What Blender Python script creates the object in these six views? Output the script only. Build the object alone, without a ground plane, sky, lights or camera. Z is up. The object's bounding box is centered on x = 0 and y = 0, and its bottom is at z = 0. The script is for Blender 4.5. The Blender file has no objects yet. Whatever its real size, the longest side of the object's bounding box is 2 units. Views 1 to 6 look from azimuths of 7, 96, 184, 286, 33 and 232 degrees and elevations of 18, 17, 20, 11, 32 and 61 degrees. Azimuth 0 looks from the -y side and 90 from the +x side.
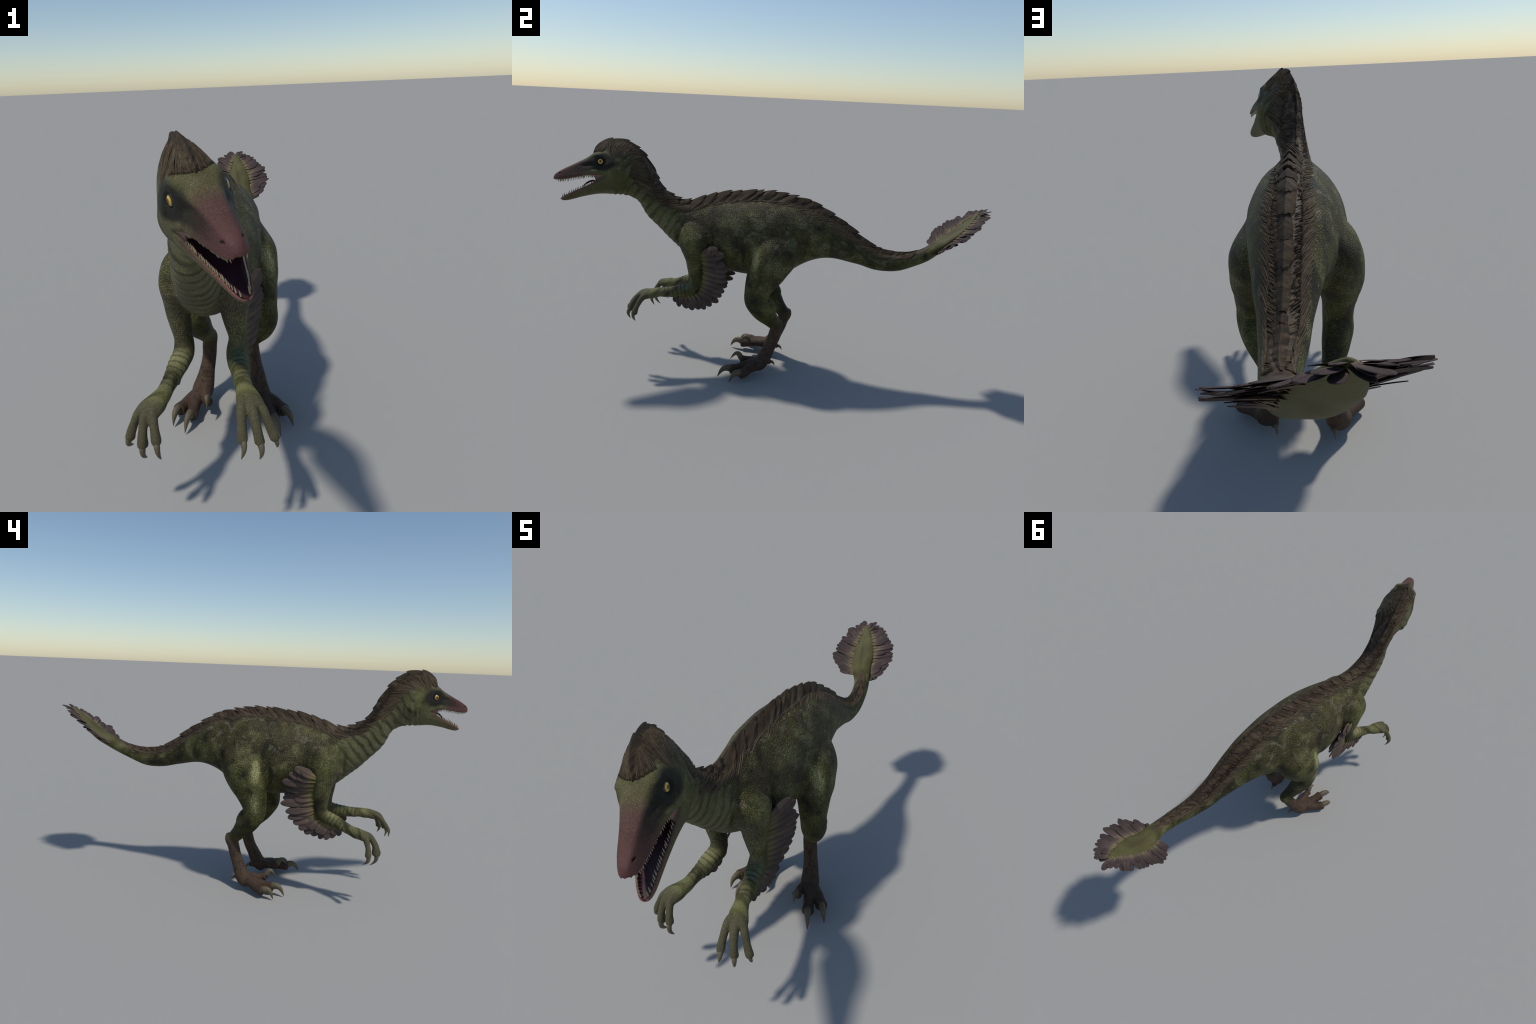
# A feathered raptor-like dinosaur, built procedurally part by part.
import bpy, bmesh, math, random
import numpy as np
from mathutils import Vector, Matrix
from mathutils.bvhtree import BVHTree
from mathutils.kdtree import KDTree

random.seed(7)
RNG = np.random.default_rng(7)
V = lambda *a: np.array(a, float)
def unit(v):
    v = np.asarray(v, float); return v / max(np.linalg.norm(v), 1e-9)

# ------------------------------------------------------------------ frames
MX = -0.013                                   # mid-plane of the trunk
HO = V(.0875, -.819, .994)                    # head frame: point between the eyes
HX = unit(V(.8807, .4362, .1845))             # towards the animal's left
HF = V(.49, -.87, 0); HF = unit(HF - HX * (HF @ HX))   # towards the snout
HU = np.cross(HF, HX)
def head(f, x, u): return HO + HF * f + HX * x + HU * u

def catmull(rows, n):
    """smooth resample of rows of numbers (centripetal enough for even data)"""
    P = np.asarray(rows, float); m = len(P)
    d = np.r_[0, np.cumsum(np.sqrt(np.linalg.norm(np.diff(P[:, :3], axis=0), axis=1)) + 1e-6)]
    T = np.zeros_like(P)
    for i in range(m):
        a, b = max(i - 1, 0), min(i + 1, m - 1)
        T[i] = (P[b] - P[a]) / (d[b] - d[a])
    out = []
    for t in np.linspace(0, d[-1], n):
        i = min(np.searchsorted(d, t, side='right') - 1, m - 2)
        h = d[i + 1] - d[i]; s = (t - d[i]) / h
        out.append((2*s**3-3*s**2+1)*P[i] + (s**3-2*s**2+s)*h*T[i] + (-2*s**3+3*s**2)*P[i+1] + (s**3-s**2)*h*T[i+1])
    return np.array(out)

class Soup:
    """collects verts / faces of several closed pieces"""
    def __init__(s): s.v = []; s.f = []; s.lab = []
    def rings(s, R, label=None, cap=True):
        base = len(s.v); n = len(R[0])
        for r in R:
            for p in r: s.v.append(tuple(p)); s.lab.append(label)
        for i in range(len(R) - 1):
            for j in range(n):
                a = base + i*n + j; b = base + i*n + (j+1) % n
                s.f.append((a, b, b + n, a + n))
        if cap:
            s.f.append(tuple(base + j for j in range(n))[::-1])
            s.f.append(tuple(base + (len(R)-1)*n + j for j in range(n)))
    def mesh(s, name):
        me = bpy.data.meshes.new(name); me.from_pydata(s.v, [], s.f)
        bm = bmesh.new(); bm.from_mesh(me); bmesh.ops.recalc_face_normals(bm, faces=bm.faces)
        bm.to_mesh(me); bm.free(); me.update(); return me

body = Soup()
NS = 40
TH = np.linspace(0, 2*np.pi, NS, endpoint=False)
def oval(nt, nb):
    """unit cross-section: column 0 = sideways, column 1 = up"""
    s, c = np.sin(TH), np.cos(TH)
    n = np.where(c > 0, nt, nb)
    return np.sign(s)*np.abs(s)**(2/n), np.sign(c)*np.abs(c)**(2/n)

# ------------------------------------------------------------------ trunk: tail, torso, neck, back of the head
# each row: top xyz, bottom xyz, half width, height fraction of the widest place, top roundness, sideways axis xyz
X0 = (1, .0, .0)
def tr(ty, tz, by, bz, w, mid=.5, nt=2., cx=MX, ax=X0, bx=None): return [cx, ty, tz, cx if bx is None else bx, by, bz, w, mid, nt, *ax]
LX = tuple(unit(V(.102, .02, -.022)))
def leaf(cx, cy, cz, w, th, up=(0, -.68, .73)):
    c = V(cx, cy, cz); u = unit(up)*th
    return [*(c+u), *(c-u), w, .5, 1.7, *LX]
def hd(tf, tu, bf, bu, w, mid=.5, nt=1.7): return [*head(tf, 0, tu), *head(bf, 0, bu), w, mid, nt, *HX]
TRUNK = [
    leaf(-.1115, .953, .8455, .003, .002), leaf(-.109, .936, .829, .0185, .005), leaf(-.101, .913, .803, .034, .009),
    leaf(-.0925, .885, .774, .045, .013), leaf(-.083, .850, .740, .0525, .019), leaf(-.073, .805, .700, .0500, .025),
    tr(.748, .698, .770, .640, .0415, .5, 1.9, -.050, LX),
    tr(.700, .670, .715, .606, .0355, .5, 1.9, -.028), tr(.635, .645, .625, .567, .0360, .5, 1.9, -.014),
    tr(.575, .636, .555, .553, .0415, .5, 1.9, -.012), tr(.505, .645, .475, .555, .050, .52, 1.85, -.013),
    tr(.405, .697, .390, .578, .063, .55, 1.8), tr(.300, .768, .265, .597, .086, .55, 1.85, bx=-.016),
    tr(.200, .822, .165, .572, .106, .55, 1.95, bx=-.022), tr(.110, .848, .075, .515, .126, .55, 2., bx=-.028),
    tr(.005, .861, -.010, .488, .139, .55, 2., bx=-.032), tr(-.100, .858, -.110, .482, .147, .56, 2., bx=-.034),
    tr(-.200, .850, -.210, .490, .136, .56, 2., bx=-.033), tr(-.290, .834, -.315, .512, .109, .56, 2., bx=-.027),
    tr(-.365, .818, -.405, .545, .088, .55, 1.9, bx=-.025), tr(-.432, .812, -.462, .585, .077, .55, 1.85, bx=-.018),
    tr(-.490, .834, -.530, .645, .0635, .5, 1.8, bx=-.009), tr(-.538, .866, -.583, .700, .0545, .5, 1.8, MX, (.99, .10, .04), .002),
    tr(-.572, .913, -.628, .752, .0495, .5, 1.8, MX, unit(V(.96, .22, .09)), .019),
    [*head(-.255, 0, -.055), *head(-.165, 0, -.185), .0480, .5, 1.8, *unit(V(.92, .34, .13))],
    hd(-.213, .010, -.128, -.158, .050, .5), hd(-.170, .060, -.100, -.151, .0605, .52), hd(-.125, .090, -.070, -.149, .0735, .56, 1.5),
    hd(-.075, .103, -.035, -.144, .0775, .58, 1.42), hd(-.035, .098, -.012, -.118, .072, .55, 1.38), hd(-.004, .083, .000, -.080, .058, .55, 1.36), hd(.016, .060, .014, -.030, .046, .55, 1.5)]
TS = catmull(TRUNK, 220)
def trunk_ring(r, grow=0.):
    T, B, w, mid, nt, ax = r[:3], r[3:6], r[6], r[7], r[8], unit(r[9:12])
    up = T - B; L = np.linalg.norm(up); up /= L; ax = unit(ax - up*(ax @ up))
    c = T - up*L*mid; h, v = oval(nt, 2.15)
    return [c + ax*(w+grow)*a + up*(b*(L*mid if b > 0 else L*(1-mid))) for a, b in zip(h, v)]
def trunk_label(r):
    c = (r[:3] + r[3:6]) / 2
    if c[1] > .2: return 'tail'
    if c[1] > -.44: return 'torso'
    return 'neck' if c[1] > -.655 else 'head'
R = [trunk_ring(r) for r in TS]
labs = [trunk_label(r) for r in TS]
b0 = len(body.v); body.rings(R)
for i, l in enumerate(labs):
    for j in range(NS): body.lab[b0 + i*NS + j] = l

# ------------------------------------------------------------------ jaws (sections across the head frame)
# upper: f, top u, ridge x, ridge u, side x, side u, lip x, lip u
UP = np.array([
    (-.060, .052, .046, .036, .073, -.020, .070, -.060), (-.025, .056, .050, .040, .068, -.004, .069, -.061),
    (.000, .054, .0505, .038, .061, -.004, .0655, -.0578), (.025, .0435, .045, .032, .0545, -.008, .0590, -.0565),
    (.055, .0235, .0335, .013, .0445, -.021, .0515, -.0575), (.080, .0105, .0285, .002, .0380, -.027, .0460, -.0600),
    (.105, -.0015, .0245, -.009, .0335, -.034, .0410, -.0645), (.130, -.0130, .0215, -.020, .0300, -.041, .0360, -.0690),
    (.155, -.0245, .0195, -.031, .0265, -.048, .0310, -.0730), (.180, -.0380, .0165, -.043, .0220, -.057, .0252, -.0750),
    (.195, -.0475, .0115, -.052, .0160, -.062, .0185, -.0755), (.203, -.0580, .0060, -.060, .0090, -.066, .0100, -.0755),
    (.206, -.0660, .0020, -.067, .0030, -.069, .0032, -.0745)])
# lower: f, lip u, lip x, bottom u
LO = np.array([
    (-.060, -.078, .068, -.1480), (-.030, -.068, .0675, -.1445), (.000, -.0730, .0625, -.1430), (.030, -.0870, .0545, -.1445),
    (.060, -.1025, .0465, -.1490), (.090, -.1150, .0390, -.1545), (.120, -.1268, .0315, -.1620), (.150, -.1400, .0240, -.1685),
    (.168, -.1490, .0175, -.1690), (.178, -.1550, .0115, -.1660), (.183, -.1575, .0050, -.1610)])
def upI(f): return [np.interp(f, UP[:, 0], UP[:, k]) for k in range(1, 8)]
def loI(f): return [np.interp(f, LO[:, 0], LO[:, k]) for k in range(1, 4)]
def smooth_poly(pts, n):
    P = np.array(pts); m = len(P); out = []
    for i in range(m):
        p0, p1, p2, p3 = P[i-1], P[i], P[(i+1) % m], P[(i+2) % m]
        for s in np.linspace(0, 1, n, endpoint=False):
            out.append(.5*((2*p1) + (-p0+p2)*s + (2*p0-5*p1+4*p2-p3)*s*s + (-p0+3*p1-3*p2+p3)*s**3))
    return np.array(out)
def upper_section(r):
    f, tu, rx, ru, sx, su, lx, lu = r
    t = min(1., lx/.03); d = .016*t; k = .0065*t
    half = [(0, tu), (rx*.6, tu-(tu-ru)*.3), (rx, ru), (sx, su), (lx, lu+.007*t), (lx-k*.35, lu-.0005), (lx-k, lu+.003), (lx*.62, lu+d*.8), (0, lu+d)]
    pts = half + [(-x, u) for x, u in half[-2:0:-1]]
    return [head(f, x, u) for x, u in smooth_poly(pts, 3)]
def lower_section(r):
    f, lu, lx, bu = r
    t = min(1., lx/.03); H = lu - bu; d = min(.016*t, H*.55); k = .0065*t
    half = [(0, lu-d), (lx*.62, lu-d*.8), (lx-k, lu-.003), (lx-k*.4, lu+.0005), (lx, lu-.005*t), (lx*.93, lu-H*.45), (lx*.62, bu+H*.12), (0, bu)]
    pts = half + [(-x, u) for x, u in half[-2:0:-1]]
    return [head(f, x, u) for x, u in smooth_poly(pts, 3)]
def dense(tab, n):
    t = np.linspace(0, 1, n); s = np.linspace(0, 1, len(tab))
    C = catmull(np.c_[s*0.2, s*0, s*0, tab], n); return C[:, 3:]
body.rings([upper_section(r) for r in dense(UP, 60)], 'head')
body.rings([lower_section(r) for r in dense(LO, 60)], 'head')
# cheek webs that close the corner of the mouth, and the wall at the back of the throat
for sgn in (1, -1):
    W = []
    for f in np.linspace(-.045, .034, 9):
        x = .5*(upI(f)[5] + loI(f)[1]) - .006 - max(0, f)*.04
        ut = upI(f)[6] + .006; ul = loI(f)[0] - .006
        ul = ul if f < .018 else ul + (ut - ul)*min(1, (f-.018)/.016)*.92
        um = (ut+ul)/2
        W.append([head(f, sgn*(x+a), b) for a, b in ((-.004, ul), (.003, ul), (.0015, um), (.003, ut), (-.004, ut), (-.0055, um))])
    body.rings(W, 'head')
# brow ridges over the eyes and the swelling behind the jaw joint
def blob(c, axes, rad, label):
    n = 14; Rg = []
    for i in range(1, n):
        ph = math.pi*i/n
        Rg.append([np.asarray(c) + axes[0]*rad[0]*math.cos(ph) + (axes[1]*rad[1]*math.cos(a) + axes[2]*rad[2]*math.sin(a))*math.sin(ph)
                   for a in np.linspace(0, 2*np.pi, 20, endpoint=False)])
    body.rings(Rg, label)
for s in (1, -1):
    blob(head(-.006, s*.0435, .027), (HF, HX, HU), (.036, .0120, .011), 'head')
    blob(head(-.085, s*.052, -.060), (HF, HX, HU), (.050, .026, .050), 'head')
    blob(head(.000, s*.050, -.045), (HF, HX, HU), (.050, .016, .014), 'head')

# ------------------------------------------------------------------ limbs
def limb(rows, label, n=60, ref=(1, 0, 0), nexp=2.1, sides=24):
    """rows: x y z, sideways radius, fore-aft radius"""
    C = catmull(rows, n); P = C[:, :3]; Tn = np.gradient(P, axis=0); Rg = []
    th = np.linspace(0, 2*np.pi, sides, endpoint=False)
    h = np.sign(np.cos(th))*np.abs(np.cos(th))**(2/nexp); v = np.sign(np.sin(th))*np.abs(np.sin(th))**(2/nexp)
    for p, t, r in zip(P, Tn, C):
        t = unit(t); a = unit(np.array(ref) - t*(t @ np.array(ref))); b = np.cross(t, a)
        Rg.append([p + a*r[3]*x + b*r[4]*y for x, y in zip(h, v)])
    body.rings(Rg, label)

R_HIP = [(-.075, .055, .765, .030, .060), (-.090, .035, .700, .060, .105), (-.120, .010, .618, .085, .108), (-.139, -.018, .548, .075, .092),
         (-.142, -.040, .495, .060, .077), (-.140, -.056, .435, .049, .060), (-.137, -.058, .395, .047, .054), (-.136, -.040, .360, .047, .052),
         (-.130, -.012, .325, .043, .048), (-.121, .022, .283, .034, .037), (-.114, .050, .252, .030, .031)]
R_META = [(-.113, .064, .268, .024, .026), (-.1125, .064, .243, .030, .031), (-.113, .052, .212, .028, .029), (-.116, .040, .170, .027, .0275), (-.122, .022, .125, .030, .029),
          (-.130, .004, .085, .036, .034), (-.137, -.020, .052, .042, .036), (-.142, -.045, .040, .036, .030)]
L_HIP = [(.045, .055, .765, .030, .060), (.060, .035, .695, .056, .105), (.083, .010, .612, .082, .108), (.102, -.018, .545, .072, .091),
         (.112, -.042, .495, .058, .077), (.120, -.061, .435, .049, .060), (.124, -.066, .395, .046, .054), (.116, -.046, .360, .046, .053),
         (.103, -.022, .325, .042, .049), (.080, .008, .283, .033, .038), (.060, .026, .256, .030, .031)]
L_META = [(.054, .036, .272, .024, .025), (.054, .036, .248, .029, .030), (.058, .029, .215, .028, .029), (.064, .018, .172, .0275, .029), (.074, .002, .130, .030, .031),
          (.083, -.015, .090, .035, .034), (.091, -.036, .054, .040, .035), (.100, -.058, .040, .034, .029)]
limb(R_HIP, 'hindlimb.R', nexp=2.2); limb(L_HIP, 'hindlimb.L', nexp=2.2)
limb(R_META, 'foot.R'); limb(L_META, 'foot.L')
for cx, lab in ((-.135, 'hindlimb.R'), (.114, 'hindlimb.L')):       # calf muscle
    blob((cx, -.010, .374), (V(0, .61, -.79), V(1, 0, 0), V(0, .79, .61)), (.058, .035, .032), lab)
# toes: rows of centre + radius; the claw follows from the last toe point to the claw tip
TOES = {
 'foot.R': [([(-.140, -.030, .050, .030), (-.172, -.075, .046, .024), (-.192, -.104, .037, .0225), (-.207, -.132, .034, .0245), (-.2085, -.137, .034, .018)], (-.217, -.188, .003), .0175, .021),
            ([(-.132, -.030, .052, .030), (-.146, -.085, .050, .023), (-.150, -.130, .039, .0215), (-.152, -.164, .036, .0245), (-.1525, -.170, .036, .018)], (-.163, -.230, .004), .0175, .021),
            ([(-.124, -.025, .060, .024), (-.112, -.070, .060, .019), (-.103, -.103, .062, .018), (-.099, -.119, .063, .0195), (-.099, -.123, .063, .014)], (-.091, -.167, .063), .0135, .030),
            ([(-.124, .010, .055, .020), (-.122, .026, .049, .013), (-.1215, .034, .048, .009)], (-.123, .054, .029), .0080, .007)],
 'foot.L': [([(.100, -.045, .050, .030), (.146, -.080, .046, .024), (.168, -.098, .037, .0225), (.186, -.116, .034, .0245), (.1885, -.120, .034, .018)], (.223, -.166, .003), .0175, .021),
            ([(.094, -.045, .052, .030), (.120, -.098, .049, .023), (.138, -.138, .039, .0215), (.152, -.170, .036, .0245), (.1545, -.1755, .036, .018)], (.182, -.231, .004), .0175, .021),
            ([(.086, -.040, .058, .024), (.077, -.084, .057, .019), (.078, -.115, .057, .018), (.080, -.132, .057, .0195), (.0805, -.136, .057, .014)], (.095, -.185, .061), .0135, .030),
            ([(.070, -.006, .056, .020), (.064, .010, .050, .013), (.062, .017, .048, .009)], (.056, .034, .029), .0080, .007)]}
R_ARM = [(-.056, -.365, .730, .028, .045), (-.086, -.370, .700, .046, .070), (-.100, -.378, .652, .049, .076), (-.103, -.376, .605, .042, .064), (-.104, -.374, .555, .036, .046),
         (-.101, -.371, .510, .033, .040), (-.098, -.369, .466, .028, .034), (-.096, -.372, .432, .032, .031), (-.096, -.384, .412, .033, .030),
         (-.101, -.412, .402, .0325, .031), (-.105, -.440, .393, .031, .029), (-.113, -.480, .377, .026, .026), (-.123, -.520, .360, .0225, .0235),
         (-.134, -.552, .353, .030, .024), (-.146, -.583, .348, .037, .0215), (-.153, -.604, .343, .036, .016)]
L_ARM = [(.026, -.365, .730, .026, .045), (.050, -.372, .695, .040, .068), (.070, -.378, .650, .048, .078), (.072, -.377, .605, .045, .064), (.068, -.374, .555, .041, .046),
         (.068, -.371, .510, .034, .040), (.071, -.369, .466, .0275, .034), (.070, -.372, .430, .034, .031), (.071, -.384, .408, .035, .030),
         (.078, -.416, .400, .033, .031), (.086, -.445, .395, .030, .029), (.098, -.492, .391, .026, .026), (.110, -.534, .390, .0245, .0225),
         (.122, -.566, .386, .031, .0235), (.135, -.598, .380, .037, .021), (.142, -.616, .375, .036, .016)]
limb(R_ARM, 'forelimb.R', 90); limb(L_ARM, 'forelimb.L', 90)
FINGERS = {
 'forelimb.R': [([(-.140, -.555, 0.359, .0125), (-.172, -.592, .345, .0142), (-.190, -.608, .313, .0118), (-.203, -.613, .276, .0142), (-.204, -.612, .268, .012)], (-.205, -.590, .233), .0105, .012),
                ([(-.135, -.555, 0.360, .0125), (-.152, -.610, .347, .0142), (-.156, -.634, .314, .0118), (-.1575, -.642, .276, .0142), (-.1575, -.642, .268, .012)], (-.157, -.622, .217), .0105, .014),
                ([(-.128, -.555, 0.360, .0125), (-.134, -.605, .348, .0142), (-.124, -.632, .318, .0118), (-.118, -.643, .286, .0142), (-.1175, -.644, .278, .012)], (-.111, -.640, .226), .0105, .014)],
 'forelimb.L': [([(.115, -.565, 0.395, .0125), (.113, -.618, .384, .0142), (.117, -.655, .354, .0118), (.120, -.672, .325, .0142), (.1202, -.675, .317, .012)], (.117, -.688, .276), .0105, .012),
                ([(.122, -.568, 0.395, .0125), (.143, -.624, .379, .0142), (.155, -.650, .348, .0118), (.163, -.664, .315, .0142), (.1635, -.666, .307, .012)], (.162, -.668, .262), .0105, .012),
                ([(.128, -.565, 0.394, .0125), (.165, -.604, .375, .0142), (.184, -.624, .342, .0118), (.199, -.634, .308, .0142), (.200, -.634, .300, .012)], (.204, -.628, .270), .0090, .008)]}
for group in (TOES, FINGERS):
    for lab, digits in group.items():
        for pts, tip, cr, arch in digits:
            limb([(x, y, z, r, r) for x, y, z, r in pts], lab, 24, nexp=2., sides=16)

# ------------------------------------------------------------------ one skin: voxel remesh, relax, fold
tmp = bpy.data.objects.new('tmp', body.mesh('tmp')); bpy.context.collection.objects.link(tmp)
mod = tmp.modifiers.new('r', 'REMESH'); mod.mode = 'VOXEL'; mod.voxel_size = .0028
dg = bpy.context.evaluated_depsgraph_get()
me = bpy.data.meshes.new_from_object(tmp.evaluated_get(dg))
bpy.data.objects.remove(tmp)
nv = len(me.vertices); co = np.empty(nv*3); me.vertices.foreach_get('co', co); co = co.reshape(-1, 3)
ed = np.empty(len(me.edges)*2, int); me.edges.foreach_get('vertices', ed); ed = ed.reshape(-1, 2)
deg = np.bincount(ed.ravel(), minlength=nv)[:, None].astype(float)
def nb_mean(a):
    out = np.empty_like(a)
    for k in range(a.shape[1]):
        out[:, k] = np.bincount(ed[:, 0], a[ed[:, 1], k], nv) + np.bincount(ed[:, 1], a[ed[:, 0], k], nv)
    return out / np.maximum(deg, 1)
def near(c, r): return np.clip(1 - np.linalg.norm(co - np.asarray(c), axis=1)/r, 0, 1)
def relax(it, w=None, taubin=True):
    global co
    for _ in range(it):
        d = nb_mean(co) - co
        co = co + .5*d*(1 if w is None else w[:, None])
        if taubin:
            d = nb_mean(co) - co; co = co - .51*d*(1 if w is None else w[:, None])
relax(6)
hl = np.c_[(co-HO) @ HF, (co-HO) @ HX, (co-HO) @ HU]
isjaw = (hl[:, 0] > -.045) & (co[:, 1] < -.6)
w = np.zeros(nv)
for c, r in (((-.07, -.370, .72), .10), ((.045, -.370, .72), .10), ((-.10, .03, .70), .15), ((.075, .03, .70), .15), ((-.11, .10, .60), .09), ((.085, .10, .60), .09),
             ((-.112, .05, .255), .06), ((.056, .035, .26), .06), ((-.13, -.03, .06), .08), ((.09, -.04, .06), .08),
             ((-.145, -.585, .345), .03), ((.14, -.60, .38), .03), (head(-.09, 0, -.05), .13), ((-.013, -.4, .7), .2), ((-.1, -.375, .42), .06), ((.07, -.375, .42), .06)):
    w = np.maximum(w, np.clip(near(c, r)*2.2, 0, 1))
w[isjaw] = 0
relax(22, w, taubin=False)
relax(8, np.where(isjaw, .0, 1.))
face_v = None
def vnormals():
    me.vertices.foreach_set('co', co.ravel()); me.update()
    n = np.empty(nv*3); me.vertex_normals.foreach_get('vector', n); return n.reshape(-1, 3)
def sstep(x, a, b):
    t = np.clip((x-a)/(b-a), 0, 1); return t*t*(3-2*t)
# folds, wrinkles and hollows as displacement along the normal
N = vnormals(); disp = np.zeros(nv)
hl = np.c_[(co-HO) @ HF, (co-HO) @ HX, (co-HO) @ HU]
x, y, z = co.T
wob = .006*np.sin(31*z + 9*x) + .005*np.sin(23*x+4)
neckaxis = (-(y+.455)*.74 + (z-.70)*.67) + wob
nm = sstep(-y, .40, .47)*sstep(-y, .78, .66)*sstep(hl[:, 0], -.055, -.10)
under = .45 + .55*sstep(-N[:, 2], -.4, .5)
disp += nm*under*.0008*np.sin(neckaxis*2*np.pi/.031)
ax2 = hl[:, 0] + .35*hl[:, 2] + .004*np.sin(60*hl[:, 2])                     # throat folds behind the jaw
tm = sstep(ax2, -.19, -.16)*sstep(ax2, -.085, -.105)*sstep(-hl[:, 2], .02, .07)
disp += tm*.0019*np.sin(ax2*2*np.pi/.0235)
def seg(a, b):
    a, b = np.array(a), np.array(b); d = b-a; t = ((co-a) @ d)/(d @ d); q = a + np.clip(t, 0, 1)[:, None]*d
    return t, np.linalg.norm(co-q, axis=1)
for a, b in (((-.097, -.385, .412), (-.123, -.52, .36)), ((.071, -.385, .408), (.11, -.534, .39))):   # forearm wrinkles
    t, d = seg(a, b); m = sstep(t, .02, .15)*sstep(t, .95, .75)*sstep(d, .06, .045)*sstep(N[:, 2], -.3, .4)
    disp -= m*.0022*np.abs(np.sin(t*np.pi*8 + .9*np.sin(40*x)))**.5
for a, b in (((-.113, .06, .24), (-.137, -.02, .05)), ((.055, .035, .245), (.091, -.036, .05))):      # scutes on the shin
    t, d = seg(a, b); m = sstep(t, .15, .3)*sstep(t, 1.05, .85)*sstep(d, .07, .05)*sstep(-N[:, 1], -.2, .5)
    disp -= m*.0013*np.abs(np.cos(t*np.pi*12 + .7*np.sin(45*x)))**4
for s in (1, -1):                                                           # nostrils, eye sockets
    d = np.linalg.norm((hl - V(.179, s*.0185, -.0475))/V(1.7, 1, .8), axis=1); disp -= .0045*np.exp(-(d/.0032)**2)
    d = np.linalg.norm((hl - V(.001, s*.062, .000))/V(1.25, 1, 1), axis=1); disp -= .0065*np.exp(-(d/.0155)**4)
    d = np.linalg.norm((hl - V(.060, s*.042, -.012))/V(3.2, 1, .8), axis=1); disp -= .0042*np.exp(-(d/.012)**2)
# hollow in front of the thigh, groove behind it, groove under the shoulder, armpit fold, tail groove
for c, ax, r, a in (((-.15, -.125, .60), (1, .32, .9), .05, -.007), ((.125, -.125, .60), (1, .32, .9), .05, -.007),
                    ((-.13, .125, .63), (1, .35, 1.2), .05, -.006), ((.11, .125, .63), (1, .35, 1.2), .05, -.006),
                    ((-.13, -.292, .645), (1, .22, 1.1), .05, -.007), ((.11, -.292, .645), (1, .22, 1.1), .05, -.007),
                    ((-.10, -.462, .645), (1, .22, 1.), .05, -.006), ((.075, -.462, .645), (1, .22, 1.), .05, -.006)):
    d = np.linalg.norm((co-np.array(c))/np.array(ax), axis=1); disp += 1.7*a*np.exp(-(d/r)**2)
t, d = seg((-.055, .76, .705), (-.098, .895, .80)); disp -= .004*sstep(N[:, 2], 0, .5)*np.exp(-(d/.012)**2)
lump = np.sin(x*37+1.3*np.sin(z*29))*np.sin(y*31+.8*np.sin(x*41))*np.sin(z*33+2)
disp += .0018*lump*(hl[:, 0] < -.04)
co = co + N*disp[:, None]
relax(1, np.where(isjaw, .3, 1.))
N = vnormals()
me.polygons.foreach_set('use_smooth', np.ones(len(me.polygons), bool))

# ------------------------------------------------------------------ region of every face
kd = KDTree(len(body.v))
for i, p in enumerate(body.v): kd.insert(p, i)
kd.balance()
nf = len(me.polygons); ls = np.empty(nf, int); me.polygons.foreach_get('loop_start', ls)
lt = np.empty(nf, int); me.polygons.foreach_get('loop_total', lt)
lv = np.empty(len(me.loops), int); me.loops.foreach_get('vertex_index', lv)
fc = np.empty(nf*3); me.polygons.foreach_get('center', fc); fc = fc.reshape(-1, 3)
vlab = {}
def face_label(i):
    p = fc[i]; f, xx, u = (p-HO) @ HF, (p-HO) @ HX, (p-HO) @ HU
    if -.034 < f < .2 and p[1] < -.6:
        U_, L_ = upI(f), loI(f)
        if f < .183:
            top, bot = U_[6] + .0205, L_[0] - .0195
            xl = L_[1] + (U_[5]-L_[1])*np.clip((u-L_[0])/max(U_[6]-L_[0], .004), 0, 1)
        else: top, bot, xl = U_[6] + .017*min(1., U_[5]/.03) + .001, U_[6]-.004, U_[5]
        if bot < u < top and abs(xx) < xl - .0048: return 'mouth_lining'
    l = body.lab[kd.find(p)[1]]
    return l
flab = np.array([face_label(i) for i in range(nf)])

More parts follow.
